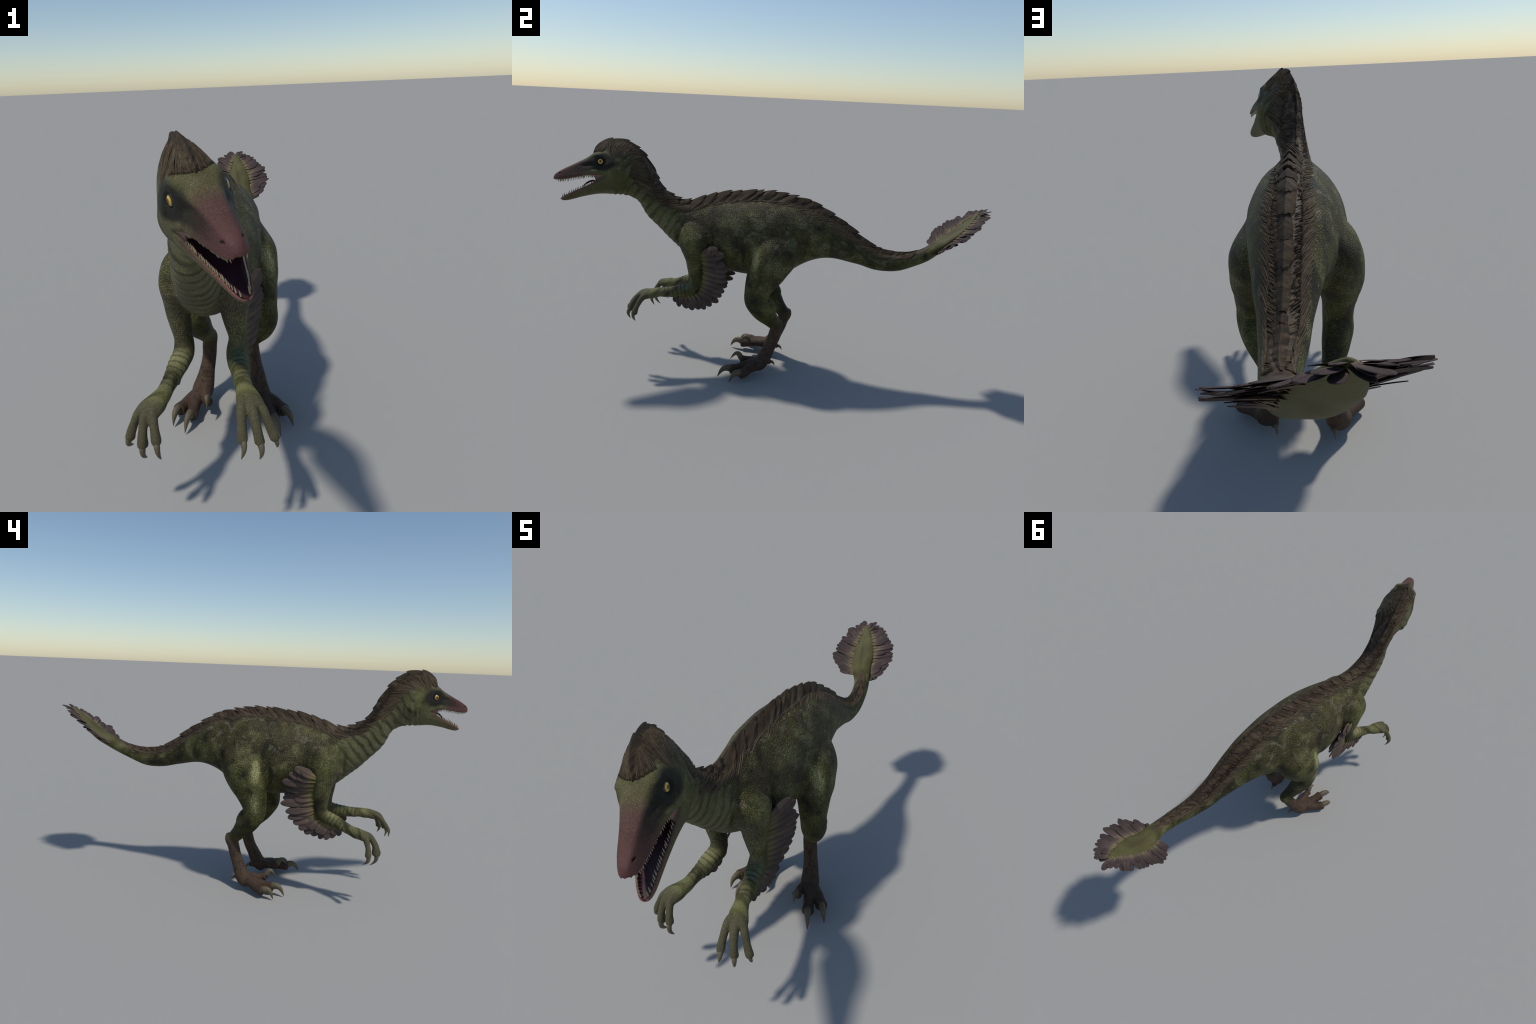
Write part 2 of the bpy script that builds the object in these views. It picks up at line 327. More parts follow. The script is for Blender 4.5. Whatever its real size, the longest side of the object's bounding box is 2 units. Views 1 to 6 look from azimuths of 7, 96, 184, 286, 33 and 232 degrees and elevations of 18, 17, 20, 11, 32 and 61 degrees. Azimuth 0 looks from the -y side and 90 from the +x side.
# ------------------------------------------------------------------ materials
class G:
    """small helper to write node expressions"""
    def __init__(s, name):
        s.mat = bpy.data.materials.new(name); s.mat.use_nodes = True; s.nt = s.mat.node_tree
        s.bsdf = next(n for n in s.nt.nodes if n.type == 'BSDF_PRINCIPLED'); s.out = next(n for n in s.nt.nodes if n.type == 'OUTPUT_MATERIAL')
        s.tc = s.nt.nodes.new('ShaderNodeTexCoord'); s.P = s.tc.outputs['Object']; s.geo = s.nt.nodes.new('ShaderNodeNewGeometry')
    def put(s, sock, v):
        if isinstance(v, bpy.types.NodeSocket): s.nt.links.new(v, sock)
        elif isinstance(v, (tuple, list, np.ndarray)) and len(sock.default_value) == 4: sock.default_value = (*v[:3], 1)
        else: sock.default_value = tuple(v) if isinstance(v, np.ndarray) else v
    def m(s, op, a, b=0., c=0., clamp=False):
        n = s.nt.nodes.new('ShaderNodeMath'); n.operation = op; n.use_clamp = clamp
        for k, v in enumerate((a, b, c)): s.put(n.inputs[k], v)
        return n.outputs[0]
    def vm(s, op, a, b=(0, 0, 0), out=0):
        n = s.nt.nodes.new('ShaderNodeVectorMath'); n.operation = op; s.put(n.inputs[0], a); s.put(n.inputs[1], b)
        return n.outputs[out]
    def dot(s, a, d): return s.vm('DOT_PRODUCT', a, tuple(d), 'Value')
    def dist(s, c, sc=(1, 1, 1), P=None):
        q = s.vm('SUBTRACT', P or s.P, tuple(c)); q = s.vm('DIVIDE', q, tuple(sc)); return s.vm('LENGTH', q, out='Value')
    def ss(s, x, a, b, lo=0., hi=1.):
        n = s.nt.nodes.new('ShaderNodeMapRange'); n.interpolation_type = 'SMOOTHSTEP'
        for k, v in zip(('Value', 'From Min', 'From Max', 'To Min', 'To Max'), (x, a, b, lo, hi)): s.put(n.inputs[k], v)
        return n.outputs[0]
    def mix(s, f, a, b, mode='MIX'):
        n = s.nt.nodes.new('ShaderNodeMix'); n.data_type = 'RGBA'; n.blend_type = mode
        s.put(n.inputs[0], f); s.put(n.inputs[6], a); s.put(n.inputs[7], b); return n.outputs[2]
    def noise(s, sc, det=3., rough=.55, vec=None, dist=0.):
        n = s.nt.nodes.new('ShaderNodeTexNoise'); s.put(n.inputs['Vector'], vec or s.P)
        for k, v in (('Scale', sc), ('Detail', det), ('Roughness', rough), ('Distortion', dist)): n.inputs[k].default_value = v
        return n.outputs['Fac']
    def nvec(s, sc):
        n = s.nt.nodes.new('ShaderNodeTexNoise'); s.put(n.inputs['Vector'], s.P); n.inputs['Scale'].default_value = sc; n.inputs['Detail'].default_value = 1.; return n.outputs['Color']
    def voro(s, sc, feat='DISTANCE_TO_EDGE', vec=None, out='Distance', rnd=1.):
        n = s.nt.nodes.new('ShaderNodeTexVoronoi'); n.feature = feat; s.put(n.inputs['Vector'], vec or s.P)
        n.inputs['Scale'].default_value = sc; n.inputs['Randomness'].default_value = rnd; return n.outputs[out]
    def scaled(s, v, P=None):
        n = s.nt.nodes.new('ShaderNodeMapping'); s.put(n.inputs['Vector'], P or s.P); n.inputs['Scale'].default_value = v; return n.outputs[0]
    def curve(s, x, pts, x0, x1, y0, y1):
        n = s.nt.nodes.new('ShaderNodeFloatCurve'); c = n.mapping.curves[0]
        P_ = [((a-x0)/(x1-x0), (b-y0)/(y1-y0)) for a, b in pts]
        c.points[0].location = P_[0]; c.points[1].location = P_[-1]
        for p in P_[1:-1]: c.points.new(*p)
        n.mapping.update(); s.put(n.inputs['Value'], s.m('DIVIDE', s.m('SUBTRACT', x, x0), x1-x0, clamp=True))
        return s.m('MULTIPLY_ADD', n.outputs[0], y1-y0, y0)
    def bump(s, h, strength, distance):
        n = s.nt.nodes.new('ShaderNodeBump'); n.inputs['Strength'].default_value = strength; n.inputs['Distance'].default_value = distance
        s.put(n.inputs['Height'], h); return n.outputs[0]
    def done(s, col, rough=.6, spec=.4, normal=None):
        s.put(s.bsdf.inputs['Base Color'], col); s.put(s.bsdf.inputs['Roughness'], rough); s.bsdf.inputs['Specular IOR Level'].default_value = spec
        if normal is not None: s.put(s.bsdf.inputs['Normal'], normal)
        return s.mat

RIDGE_YZ = [(-.66, 1.065), (-.60, .975), (-.572, .921), (-.545, .880), (-.495, .849), (-.43, .834), (-.36, .852), (-.262, .880), (-.19, .890), (-.11, .898), (-.023, .901), (.071, .890), (.163, .867), (.232, .831),
            (.293, .797), (.352, .760), (.429, .702), (.472, .674), (.528, .656), (.59, .650), (.65, .656), (.70, .675), (.76, .705)]
RIDGE_W = [(-.66, .160), (-.60, .130), (-.55, .110), (-.50, .085), (-.43, .058), (-.30, .056), (-.10, .054), (.10, .056), (.20, .062), (.30, .068), (.40, .066), (.48, .050), (.56, .036), (.66, .024), (.76, .008)]
CREST_FU = [(-.27, -.075), (-.2415, -.018), (-.222, .012), (-.196, .056), (-.165, .080), (-.14, .0985), (-.10, .1085), (-.064, .111), (-.036, .1045), (-.010, .093), (.013, .076), (.026, .056), (.032, .040)]
CREST_W = [(-.27, .100), (-.20, .105), (-.145, .098), (-.10, .086), (-.065, .073), (-.03, .060), (.0, .044), (.02, .026), (.032, .006)]
def mane_nodes(g):
    """colour of the combed brown hair, its mask on the skin, and its streak height"""
    P = g.P; sep = g.nt.nodes.new('ShaderNodeSeparateXYZ'); g.put(sep.inputs[0], P); X, Y, Z = sep.outputs
    Q = g.vm('SUBTRACT', P, tuple(HO)); hf, hx, hu = g.dot(Q, HF), g.dot(Q, HX), g.dot(Q, HU)
    zr, wr = g.curve(Y, RIDGE_YZ, -.66, .76, .6, 1.1), g.curve(Y, RIDGE_W, -.66, .76, 0., .2)
    ur, wu = g.curve(hf, CREST_FU, -.27, .032, -.1, .12), g.curve(hf, CREST_W, -.27, .032, 0., .12)
    q1 = g.m('DIVIDE', g.m('SUBTRACT', zr, Z), g.m('MULTIPLY', wr, .86)); q2 = g.m('DIVIDE', g.m('SUBTRACT', ur, hu), g.m('MULTIPLY', wu, .94))
    hm = g.m('MULTIPLY', g.ss(hf, -.245, -.20), g.ss(Y, -.57, -.63)); q = g.m('ADD', g.m('MULTIPLY', q1, g.m('SUBTRACT', 1., hm)), g.m('MULTIPLY', q2, hm))
    # streaks run from the flank up and back to the ridge
    sk = g.ss(Y, -.50, -.40)                       # direction changes from the neck to the back
    def streak(fa, fb, det):
        c = g.nt.nodes.new('ShaderNodeCombineXYZ')
        a1 = g.m('ADD', g.m('MULTIPLY', Z, .80), g.m('MULTIPLY', Y, -.60)); b1 = g.m('ADD', g.m('MULTIPLY', Z, .60), g.m('MULTIPLY', Y, .80))
        a2 = g.m('ADD', g.m('MULTIPLY', Z, .97), g.m('MULTIPLY', Y, -.22)); b2 = g.m('ADD', g.m('MULTIPLY', Z, .22), g.m('MULTIPLY', Y, .97))
        k = g.m('SUBTRACT', 1., sk)
        g.put(c.inputs[0], g.m('MULTIPLY', g.m('ADD', g.m('MULTIPLY', a1, sk), g.m('MULTIPLY', a2, k)), fa)); g.put(c.inputs[1], g.m('MULTIPLY', g.m('ADD', g.m('MULTIPLY', b1, sk), g.m('MULTIPLY', b2, k)), fb)); g.put(c.inputs[2], g.m('MULTIPLY', X, g.m('MULTIPLY_ADD', hm, fa*.75, fa*.30)))
        return g.noise(1., det, .6, vec=c.outputs[0])
    s1, s2 = streak(115., 9., 2.), streak(42., 6., 3.)
    col = g.mix(g.ss(s2, .36, .64), (.032, .020, .011), (.064, .042, .025))
    col = g.mix(g.ss(s1, .51, .66, 0, .75), col, (.112, .082, .050)); col = g.mix(g.ss(s1, .48, .36, 0, .85), col, (.017, .011, .007))
    col = g.mix(g.m('MULTIPLY', g.ss(q, .30, .02), .55), col, (.026, .019, .014))
    col = g.mix(g.m('MULTIPLY', g.ss(q, .60, .95), .35), col, (.110, .096, .062))
    qq = g.m('ADD', q, g.m('MULTIPLY', g.m('SUBTRACT', s1, .5), 1.1)); qq = g.m('ADD', qq, g.m('MULTIPLY', g.m('SUBTRACT', s2, .5), .5))
    mask = g.m('MULTIPLY', g.ss(qq, .98, .74), g.m('MULTIPLY', g.ss(hf, .026, .016), g.ss(Y, .78, .70)))
    return col, mask, g.m('ADD', g.m('MULTIPLY', s1, .7), g.m('MULTIPLY', s2, .6)), q
def skin_material():
    g = G('scaly_skin'); P = g.P
    sep = g.nt.nodes.new('ShaderNodeSeparateXYZ'); g.put(sep.inputs[0], P); X, Y, Z = sep.outputs
    Q = g.vm('SUBTRACT', P, tuple(HO)); hf, hx, hu = g.dot(Q, HF), g.dot(Q, HX), g.dot(Q, HU); ahx = g.m('ABSOLUTE', hx)
    n1, n2, n3 = g.noise(7, 2), g.noise(15, 2.5, .5), g.noise(46, 3)
    n4 = g.noise(13, 3, .6, vec=g.vm('ADD', P, (3.1, 1.7, .4)))
    col = g.mix(g.ss(n1, .36, .64), (.047, .043, .013), (.077, .079, .023))
    bk = g.m('MULTIPLY', g.ss(Z, .58, .74), g.m('MULTIPLY', g.ss(Y, -.44, -.34), g.ss(Y, .30, .12)))    # brownish upper flank
    col = g.mix(g.m('MULTIPLY', bk, g.ss(n4, .34, .60, .25, .9)), col, (.064, .052, .026))
    col = g.mix(g.ss(n2, .50, .68, 0, .85), col, (.130, .130, .060))
    col = g.mix(g.ss(n2, .48, .33, 0, .9), col, (.020, .019, .008))
    spot = g.m('MULTIPLY', g.ss(g.noise(23, 3, .6, dist=.5), .55, .70), g.ss(Z, .56, .70))
    col = g.mix(g.m('MULTIPLY', spot, .60), col, (.165, .152, .105))
    for c, sc, r, a, cc in (((-.16, -.39, .66), (1, 1, 1.2), .085, .75, 0), ((.13, -.39, .66), (1, 1, 1.2), .085, .7, 0), ((-.13, -.42, .50), (1, 1, 2), .045, .6, 0), ((.09, -.41, .50), (1, 1, 2), .05, .6, 0),  # yellow-green zones; those on the thigh front are a highlight lightened into the skin
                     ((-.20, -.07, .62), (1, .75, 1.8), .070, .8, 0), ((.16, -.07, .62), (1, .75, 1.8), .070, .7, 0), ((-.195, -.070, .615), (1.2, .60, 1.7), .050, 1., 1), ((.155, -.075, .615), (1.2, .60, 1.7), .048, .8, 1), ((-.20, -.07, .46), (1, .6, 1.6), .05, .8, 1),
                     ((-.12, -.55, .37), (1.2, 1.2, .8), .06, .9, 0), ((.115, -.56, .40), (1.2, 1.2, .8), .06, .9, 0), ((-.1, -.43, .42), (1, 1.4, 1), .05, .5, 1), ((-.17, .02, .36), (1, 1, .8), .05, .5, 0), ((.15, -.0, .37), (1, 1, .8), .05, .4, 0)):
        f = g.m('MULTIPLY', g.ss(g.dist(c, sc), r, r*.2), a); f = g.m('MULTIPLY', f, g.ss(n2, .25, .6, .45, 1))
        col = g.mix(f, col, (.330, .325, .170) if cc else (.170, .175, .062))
    f = g.m('MULTIPLY', g.ss(g.dist((.085, -.425, .43), (1, 1.2, 1)), .050, .02), .6)          # bluish patch below the left elbow
    col = g.mix(g.m('MULTIPLY', f, g.ss(Z, .39, .425)), col, (.130, .160, .115))
    # crease shading painted dark: before and behind the thigh, shoulder, elbow, knee pit, hock
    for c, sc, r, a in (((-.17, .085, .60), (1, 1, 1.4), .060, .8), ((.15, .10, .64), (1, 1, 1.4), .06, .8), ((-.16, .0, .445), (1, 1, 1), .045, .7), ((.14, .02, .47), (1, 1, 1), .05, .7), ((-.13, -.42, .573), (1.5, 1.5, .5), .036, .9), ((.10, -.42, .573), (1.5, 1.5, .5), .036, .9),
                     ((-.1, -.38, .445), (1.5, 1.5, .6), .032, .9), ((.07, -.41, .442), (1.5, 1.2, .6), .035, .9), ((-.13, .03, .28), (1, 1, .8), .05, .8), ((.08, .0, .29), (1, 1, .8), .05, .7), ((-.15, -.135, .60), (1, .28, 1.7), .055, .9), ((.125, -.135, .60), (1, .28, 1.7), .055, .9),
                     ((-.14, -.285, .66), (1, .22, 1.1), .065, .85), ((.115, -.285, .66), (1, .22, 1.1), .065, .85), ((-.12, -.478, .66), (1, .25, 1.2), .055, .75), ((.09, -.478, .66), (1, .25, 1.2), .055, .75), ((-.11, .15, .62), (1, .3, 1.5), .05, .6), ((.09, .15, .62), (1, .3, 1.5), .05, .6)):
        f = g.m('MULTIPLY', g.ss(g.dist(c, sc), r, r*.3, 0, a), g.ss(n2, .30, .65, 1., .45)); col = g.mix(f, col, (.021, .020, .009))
    # belly and throat, greyer
    under = g.dot(g.geo.outputs['Normal'], (0, -.5, -.85))
    f = g.m('MULTIPLY', g.ss(Y, -.30, -.42), g.ss(under, .0, .8)); col = g.mix(g.m('MULTIPLY', f, .6), col, (.135, .124, .078))
    # alternating dark and pale bands on the neck; dark bands on forearm and tail
    nx = g.m('ADD', g.m('ADD', g.dot(P, (0, -.74, .67)), g.m('MULTIPLY', g.noise(10, 3), .055)), g.m('MULTIPLY', Z, -.04))
    sw = g.m('SINE', g.m('MULTIPLY', nx, 2*math.pi/.037)); band = g.ss(sw, -.1, .9)
    nmask = g.m('MULTIPLY', g.m('MULTIPLY', g.ss(Y, -.42, -.49), g.ss(hf, -.085, -.12)), g.ss(g.noise(9, 2), .35, .62, .35, .85))
    col = g.mix(g.m('MULTIPLY', band, g.m('MULTIPLY', nmask, .68)), col, (.034, .032, .015))
    col = g.mix(g.m('MULTIPLY', g.m('SUBTRACT', 1., band), g.m('MULTIPLY', nmask, .62)), col, (.150, .152, .082))
    for a, b in (((-.097, -.385, .412), (-.123, -.52, .36)), ((.071, -.385, .408), (.11, -.534, .39))):
        a, b = V(*a), V(*b); d = unit(b-a)
        t = g.dot(g.vm('SUBTRACT', P, tuple(a)), d); rad = g.dist((a+b)/2)
        s_ = g.ss(g.m('SINE', g.m('MULTIPLY', g.m('ADD', t, g.m('MULTIPLY', g.noise(40, 2), .016)), 2*math.pi/.0195)), .3, 1.)
        f = g.m('MULTIPLY', g.m('MULTIPLY', s_, g.ss(rad, .085, .055)), g.m('MULTIPLY', g.ss(t, 0, .02), .65)); col = g.mix(f, col, (.022, .023, .010))
    tb = g.m('MULTIPLY', g.m('MULTIPLY', g.ss(Y, .16, .28), g.ss(Y, .66, .5)), g.ss(g.noise(1., 3, vec=g.scaled((4, 24, 6))), .52, .66, 0, .65)); col = g.mix(tb, col, (.024, .024, .010))
    ln = g.m('MULTIPLY', g.ss(g.m('ABSOLUTE', g.m('SUBTRACT', g.m('SUBTRACT', g.curve(Y, RIDGE_YZ, -.66, .76, .6, 1.1), Z), .076)), .010, .003), g.m('MULTIPLY', g.ss(Y, .30, .40), g.ss(Y, .66, .5)))
    col = g.mix(g.m('MULTIPLY', ln, .6), col, (.020, .020, .009))
    # tail leaf, plain olive
    col = g.mix(g.ss(Y, .70, .80, 0, .9), col, g.mix(n2, (.066, .062, .022), (.104, .102, .044)))
    col = g.mix(g.m('MULTIPLY', g.ss(g.dist((-.078, .83, .755), (.35, 1, 1)), .085, .02), .55), col, (.050, .036, .018))
    # hands: grey-olive; feet: reddish brown
    f = g.m('MULTIPLY', g.ss(Y, -.565, -.605), g.ss(Z, .45, .41)); col = g.mix(g.m('MULTIPLY', f, .9), col, g.mix(n3, (.066, .062, .034), (.104, .097, .058)))
    f = g.m('MULTIPLY', g.ss(g.m('ADD', Z, g.m('MULTIPLY', n2, .05)), .300, .245), g.ss(Y, -.30, -.26))
    foot = g.mix(n2, (.046, .029, .019), (.092, .060, .041)); foot = g.mix(g.ss(g.noise(1., 3, vec=g.scaled((70, 70, 28))), .50, .64, 0, .65), foot, (.026, .016, .011))
    foot = g.mix(g.ss(Z, .10, .03, 0, .55), foot, (.052, .031, .024)); col = g.mix(f, col, foot)
    # head: paler face, dark eye mask and streak, pink snout and lips
    hm = g.m('MULTIPLY', g.ss(hf, -.09, .0), g.ss(Y, -.66, -.70))
    col = g.mix(g.m('MULTIPLY', hm, .55), col, (.118, .112, .052))
    snout = g.m('MULTIPLY', g.ss(g.m('ADD', hf, g.m('MULTIPLY', n3, .05)), .055, .130), g.ss(Y, -.66, -.70))
    upper = g.ss(g.m('ADD', hu, g.m('MULTIPLY', hf, .30)), -.085, -.070)
    pink = g.mix(g.ss(hf, .06, .2), (.090, .049, .040), (.096, .038, .040)); pink = g.mix(g.ss(n2, .45, .68, 0, .5), pink, (.075, .034, .030))
    col = g.mix(g.m('MULTIPLY', snout, g.m('ADD', .15, g.m('MULTIPLY', upper, .80))), col, pink)
    HQ = g.nt.nodes.new('ShaderNodeCombineXYZ')
    for k, v in enumerate((hf, ahx, hu)): g.put(HQ.inputs[k], v)
    HQ = HQ.outputs[0]
    e = g.ss(g.m('ADD', g.dist((-.004, .062, -.003), (1.50, 2.2, .95), HQ), g.m('MULTIPLY', n3, .010)), .055, .036)
    can = g.m('ADD', hu, g.m('MULTIPLY_ADD', hf, .37, -.027)); low = g.m('ADD', hu, g.m('MULTIPLY_ADD', hf, .19, .034))
    side = g.m('MULTIPLY', g.m('MULTIPLY', g.ss(can, .005, -.007), g.ss(g.m('ADD', low, g.m('MULTIPLY', n3, .012)), .0, .022)), g.m('MULTIPLY', g.ss(hf, .195, .10, 0, 1), g.ss(hf, -.05, .0)))
    col = g.mix(g.m('MULTIPLY', side, .88), col, g.mix(g.ss(hf, .05, .15), (.014, .013, .009), (.036, .017, .016)))
    col = g.mix(g.m('MULTIPLY', e, .95), col, (.0125, .0125, .0085))
    nz = g.ss(g.dist((.179, .0185, -.0478), (2.2, 1, .65), HQ), .0056, .0026); col = g.mix(nz, col, (.010, .005, .005))
    # lips
    ll = g.m('ADD', g.m('ADD', hu, .0765), g.m('MULTIPLY', hf, .43))
    f = g.m('MULTIPLY', g.m('MULTIPLY', g.ss(ll, -.013, -.004), g.ss(ll, .012, .006)), g.m('MULTIPLY', g.ss(hf, -.035, .02), .85)); col = g.mix(f, col, g.mix(g.ss(hf, .0, .18), (.090, .055, .042), (.190, .080, .070)))
    ul = g.m('ADD', hu, g.ss(hf, .04, .17, .057, .075)); f = g.m('MULTIPLY', g.m('MULTIPLY', g.ss(ul, .010, .0), g.ss(ul, -.01, -.004)), g.ss(hf, -.02, .06, 0, .8)); col = g.mix(f, col, (.140, .066, .056))
    # scales: cell tint and dark seams, finer on the head, hands and feet
    col = g.mix(1., col, (1.04, 1.0, .90), 'MULTIPLY')
    big = g.scaled((1., .80, 1.25), g.vm('ADD', P, g.vm('MULTIPLY', g.vm('SUBTRACT', g.nvec(6), (.5, .5, .5)), (.05, .05, .05))))
    ve, vc = g.voro(142, vec=big, rnd=.75), g.voro(142, 'F1', vec=big, out='Color', rnd=.75); fe, fcol = g.voro(330), g.voro(330, 'F1', out='Color')
    fine = g.m('MAXIMUM', g.m('MULTIPLY', g.ss(hf, -.20, -.12), g.ss(Y, -.60, -.66)), g.m('MAXIMUM', g.m('MULTIPLY', g.ss(Z, .48, .42), g.ss(Y, -.30, -.34)), g.ss(Z, .30, .24)))
    fine = g.m('MAXIMUM', fine, g.m('MULTIPLY', g.ss(Y, -.44, -.50), .8))
    nf_ = g.m('SUBTRACT', 1., fine)
    edge = g.m('ADD', g.m('MULTIPLY', g.ss(ve, .0, .30), nf_), g.m('MULTIPLY', g.ss(fe, 0, .22), fine))
    cell = g.m('ADD', g.m('MULTIPLY', g.dot(vc, (.4, .35, .25)), nf_), g.m('MULTIPLY', g.dot(fcol, (.4, .35, .25)), fine))
    tint = g.m('MULTIPLY_ADD', g.m('POWER', cell, 1.6), g.m('MULTIPLY_ADD', fine, .05, .62), g.m('MULTIPLY_ADD', fine, -.02, .86))
    shade = g.m('MULTIPLY', tint, g.m('MULTIPLY_ADD', edge, g.m('MULTIPLY_ADD', fine, -.30, .80), g.m('MULTIPLY_ADD', fine, .22, .42)))
    smooth = g.m('MAXIMUM', g.ss(Y, .68, .76), g.m('MULTIPLY', g.ss(hf, .11, .19), g.ss(Y, -.6, -.7, 0, .7)))
    shade = g.m('ADD', g.m('MULTIPLY', shade, g.m('SUBTRACT', 1., smooth)), smooth)
    cs = g.nt.nodes.new('ShaderNodeCombineColor')
    for k in range(3): g.put(cs.inputs[k], shade)
    col = g.mix(1., col, cs.outputs[0], 'MULTIPLY')
    h = g.m('ADD', g.m('MULTIPLY', edge, g.m('MULTIPLY', g.m('SUBTRACT', 1., g.m('MULTIPLY', smooth, .8)), g.m('MULTIPLY_ADD', fine, -.5, 1.))), g.m('MULTIPLY', g.noise(90, 3), .6))
    mcol, mm, mh, q = mane_nodes(g)
    col = g.mix(mm, col, mcol)
    h = g.m('ADD', g.m('MULTIPLY', h, g.m('SUBTRACT', 1., mm)), g.m('MULTIPLY', g.m('MULTIPLY', mh, mm), 2.))
    return g.done(col, g.ss(n2, .3, .7, .56, .66), .22, g.bump(h, .55, .0022))

def plume_material(name, c0, c1, c2, base):
    """feather / strand: darker towards the tip, random tint per piece, along local y"""
    g = G(name); sep = g.nt.nodes.new('ShaderNodeSeparateXYZ'); g.put(sep.inputs[0], g.P); X, Y, Z = sep.outputs
    oi = g.nt.nodes.new('ShaderNodeObjectInfo').outputs['Random']
    t = g.m('ADD', Y, g.m('MULTIPLY', g.noise(14, 3), .10))
    col = g.mix(g.ss(t, base, base+.36), c0, c1); col = g.mix(g.ss(t, .42, .95), col, c2)
    bars = g.noise(1., 4, .7, vec=g.scaled((9, 2.2, 1)))
    col = g.mix(g.ss(bars, .55, .75, 0, .55), col, (.018, .013, .012))
    col = g.mix(g.ss(g.m('ABSOLUTE', X), .022, .006, 0, .45), col, (.030, .022, .018))
    col = g.mix(g.ss(oi, .0, 1., 0, .38), col, (.034, .026, .025))
    col = g.mix(g.ss(g.m('ABSOLUTE', X), .085, .145, 0, .6), col, (.026, .019, .017))
    barb = g.m('SINE', g.m('MULTIPLY', g.m('ADD', Y, g.m('MULTIPLY', g.m('ABSOLUTE', X), -1.1)), 190.))
    return g.done(col, .75, .15, g.bump(g.m('ADD', g.m('MULTIPLY', barb, .15), bars), .25, .02))

def strand_material():
    g = G('mane_hair'); rnd = g.geo.outputs['Random Per Island']
    col, mm, mh, q = mane_nodes(g)
    col = g.mix(.62, col, g.mix(rnd, (.032, .023, .014), (.125, .094, .056)))
    g.mat['blend'] = col.node.name
    return g.done(col, .72, .15, g.bump(mh, .6, .004))

def claw_material():
    g = G('horn_claw'); n = g.noise(1., 3, vec=g.scaled((3, 14, 3)))
    sep = g.nt.nodes.new('ShaderNodeSeparateXYZ'); g.put(sep.inputs[0], g.P)
    col = g.mix(n, (.078, .064, .036), (.150, .120, .070)); col = g.mix(g.ss(sep.outputs[1], .55, 1., 0, .5), col, (.060, .045, .028))
    return g.done(col, .5, .3, g.bump(n, .2, .02))

def plain(name, a, b, sc, rough, spec=.4, bump=.2):
    g = G(name); n = g.noise(sc, 3); return g.done(g.mix(n, a, b), rough, spec, g.bump(n, bump, .002))

def eye_material():
    g = G('eye_iris'); sep = g.nt.nodes.new('ShaderNodeSeparateXYZ'); g.put(sep.inputs[0], g.P)
    r = g.m('POWER', g.m('ADD', g.m('POWER', sep.outputs[0], 2.), g.m('POWER', sep.outputs[1], 2.)), .5)
    col = g.mix(g.ss(r, .20, .33), (.012, .010, .016), (.150, .050, .012)); col = g.mix(g.ss(r, .30, .45), col, (.60, .36, .020))
    col = g.mix(g.ss(r, .62, .72), col, (.014, .014, .016)); col = g.mix(g.ss(sep.outputs[2], .05, -.05), col, (.014, .014, .016))
    g.bsdf.inputs['Coat Weight'].default_value = .3
    return g.done(col, .22, .5)

M_SKIN = skin_material()
def mouth_material():
    g = G('mouth_flesh'); Q = g.vm('SUBTRACT', g.P, tuple(HO)); n = g.noise(60, 3); hf, ax = g.dot(Q, HF), g.m('ABSOLUTE', g.dot(Q, HX))
    col = g.mix(n, (.028, .008, .013), (.055, .018, .024))
    col = g.mix(g.m('MULTIPLY', g.ss(hf, .055, .035), g.ss(ax, .036, .044)), col, (.200, .075, .075))
    return g.done(col, .45, .4, g.bump(n, .2, .002))
M_MOUTH = mouth_material()
M_TONGUE = plain('tongue_flesh', (.060, .006, .008), (.105, .014, .016), 70, .4)
M_TOOTH = plain('tooth_ivory', (.26, .215, .13), (.36, .31, .20), 200, .35)
M_CLAW = claw_material(); M_EYE = eye_material()
M_FEATHER = plume_material('feather_vane', (.215, .165, .090), (.105, .076, .066), (.064, .044, .041), .22)
M_ARMF = plume_material('arm_feather_vane', (.165, .132, .055), (.124, .090, .070), (.088, .062, .052), .26)
M_HAIR = strand_material(); M_TUFT = M_HAIR.copy(); M_TUFT.name = 'mane_tuft'
next(n for n in M_TUFT.node_tree.nodes if n.type == 'MIX' and n.name == M_HAIR['blend']).inputs[0].default_value = .18

# ------------------------------------------------------------------ assemble objects
root = bpy.data.objects.new('dinosaur', None); bpy.context.collection.objects.link(root)
root['label'] = 'green scaly feathered raptor dinosaur with brown mane and open toothy jaws'; root['category'] = 'dinosaur'
def add(name, mesh, mat=None, parent=None):
    o = bpy.data.objects.new(name, mesh); bpy.context.collection.objects.link(o); o.parent = parent or root
    if mat and mesh is not None and not mesh.materials: mesh.materials.append(mat)
    return o
PART = {}
ORDER = [('head', 'head'), ('mouth_lining', 'mouth_lining'), ('neck', 'neck'), ('torso', 'torso'), ('tail', 'tail'), ('hindlimb.L', 'hindlimb'), ('hindlimb.R', 'hindlimb'),
         ('foot.L', 'foot'), ('foot.R', 'foot'), ('forelimb.L', 'forelimb'), ('forelimb.R', 'forelimb')]
for lab, nm in ORDER:
    idx = np.nonzero(flab == lab)[0]
    loops = [lv[ls[i]:ls[i]+lt[i]] for i in idx]
    used = np.unique(np.concatenate(loops)); remap = np.full(nv, -1); remap[used] = np.arange(len(used))
    m2 = bpy.data.meshes.new(nm); m2.from_pydata(co[used].tolist(), [], [remap[l].tolist() for l in loops])
    m2.polygons.foreach_set('use_smooth', np.ones(len(idx), bool)); m2.update()
    m2.normals_split_custom_set_from_vertices(N[used].tolist())
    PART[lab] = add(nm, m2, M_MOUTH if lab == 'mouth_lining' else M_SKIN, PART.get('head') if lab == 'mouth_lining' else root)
bvh = BVHTree.FromPolygons([tuple(p) for p in co], [tuple(lv[a:a+b]) for a, b in zip(ls, lt)])

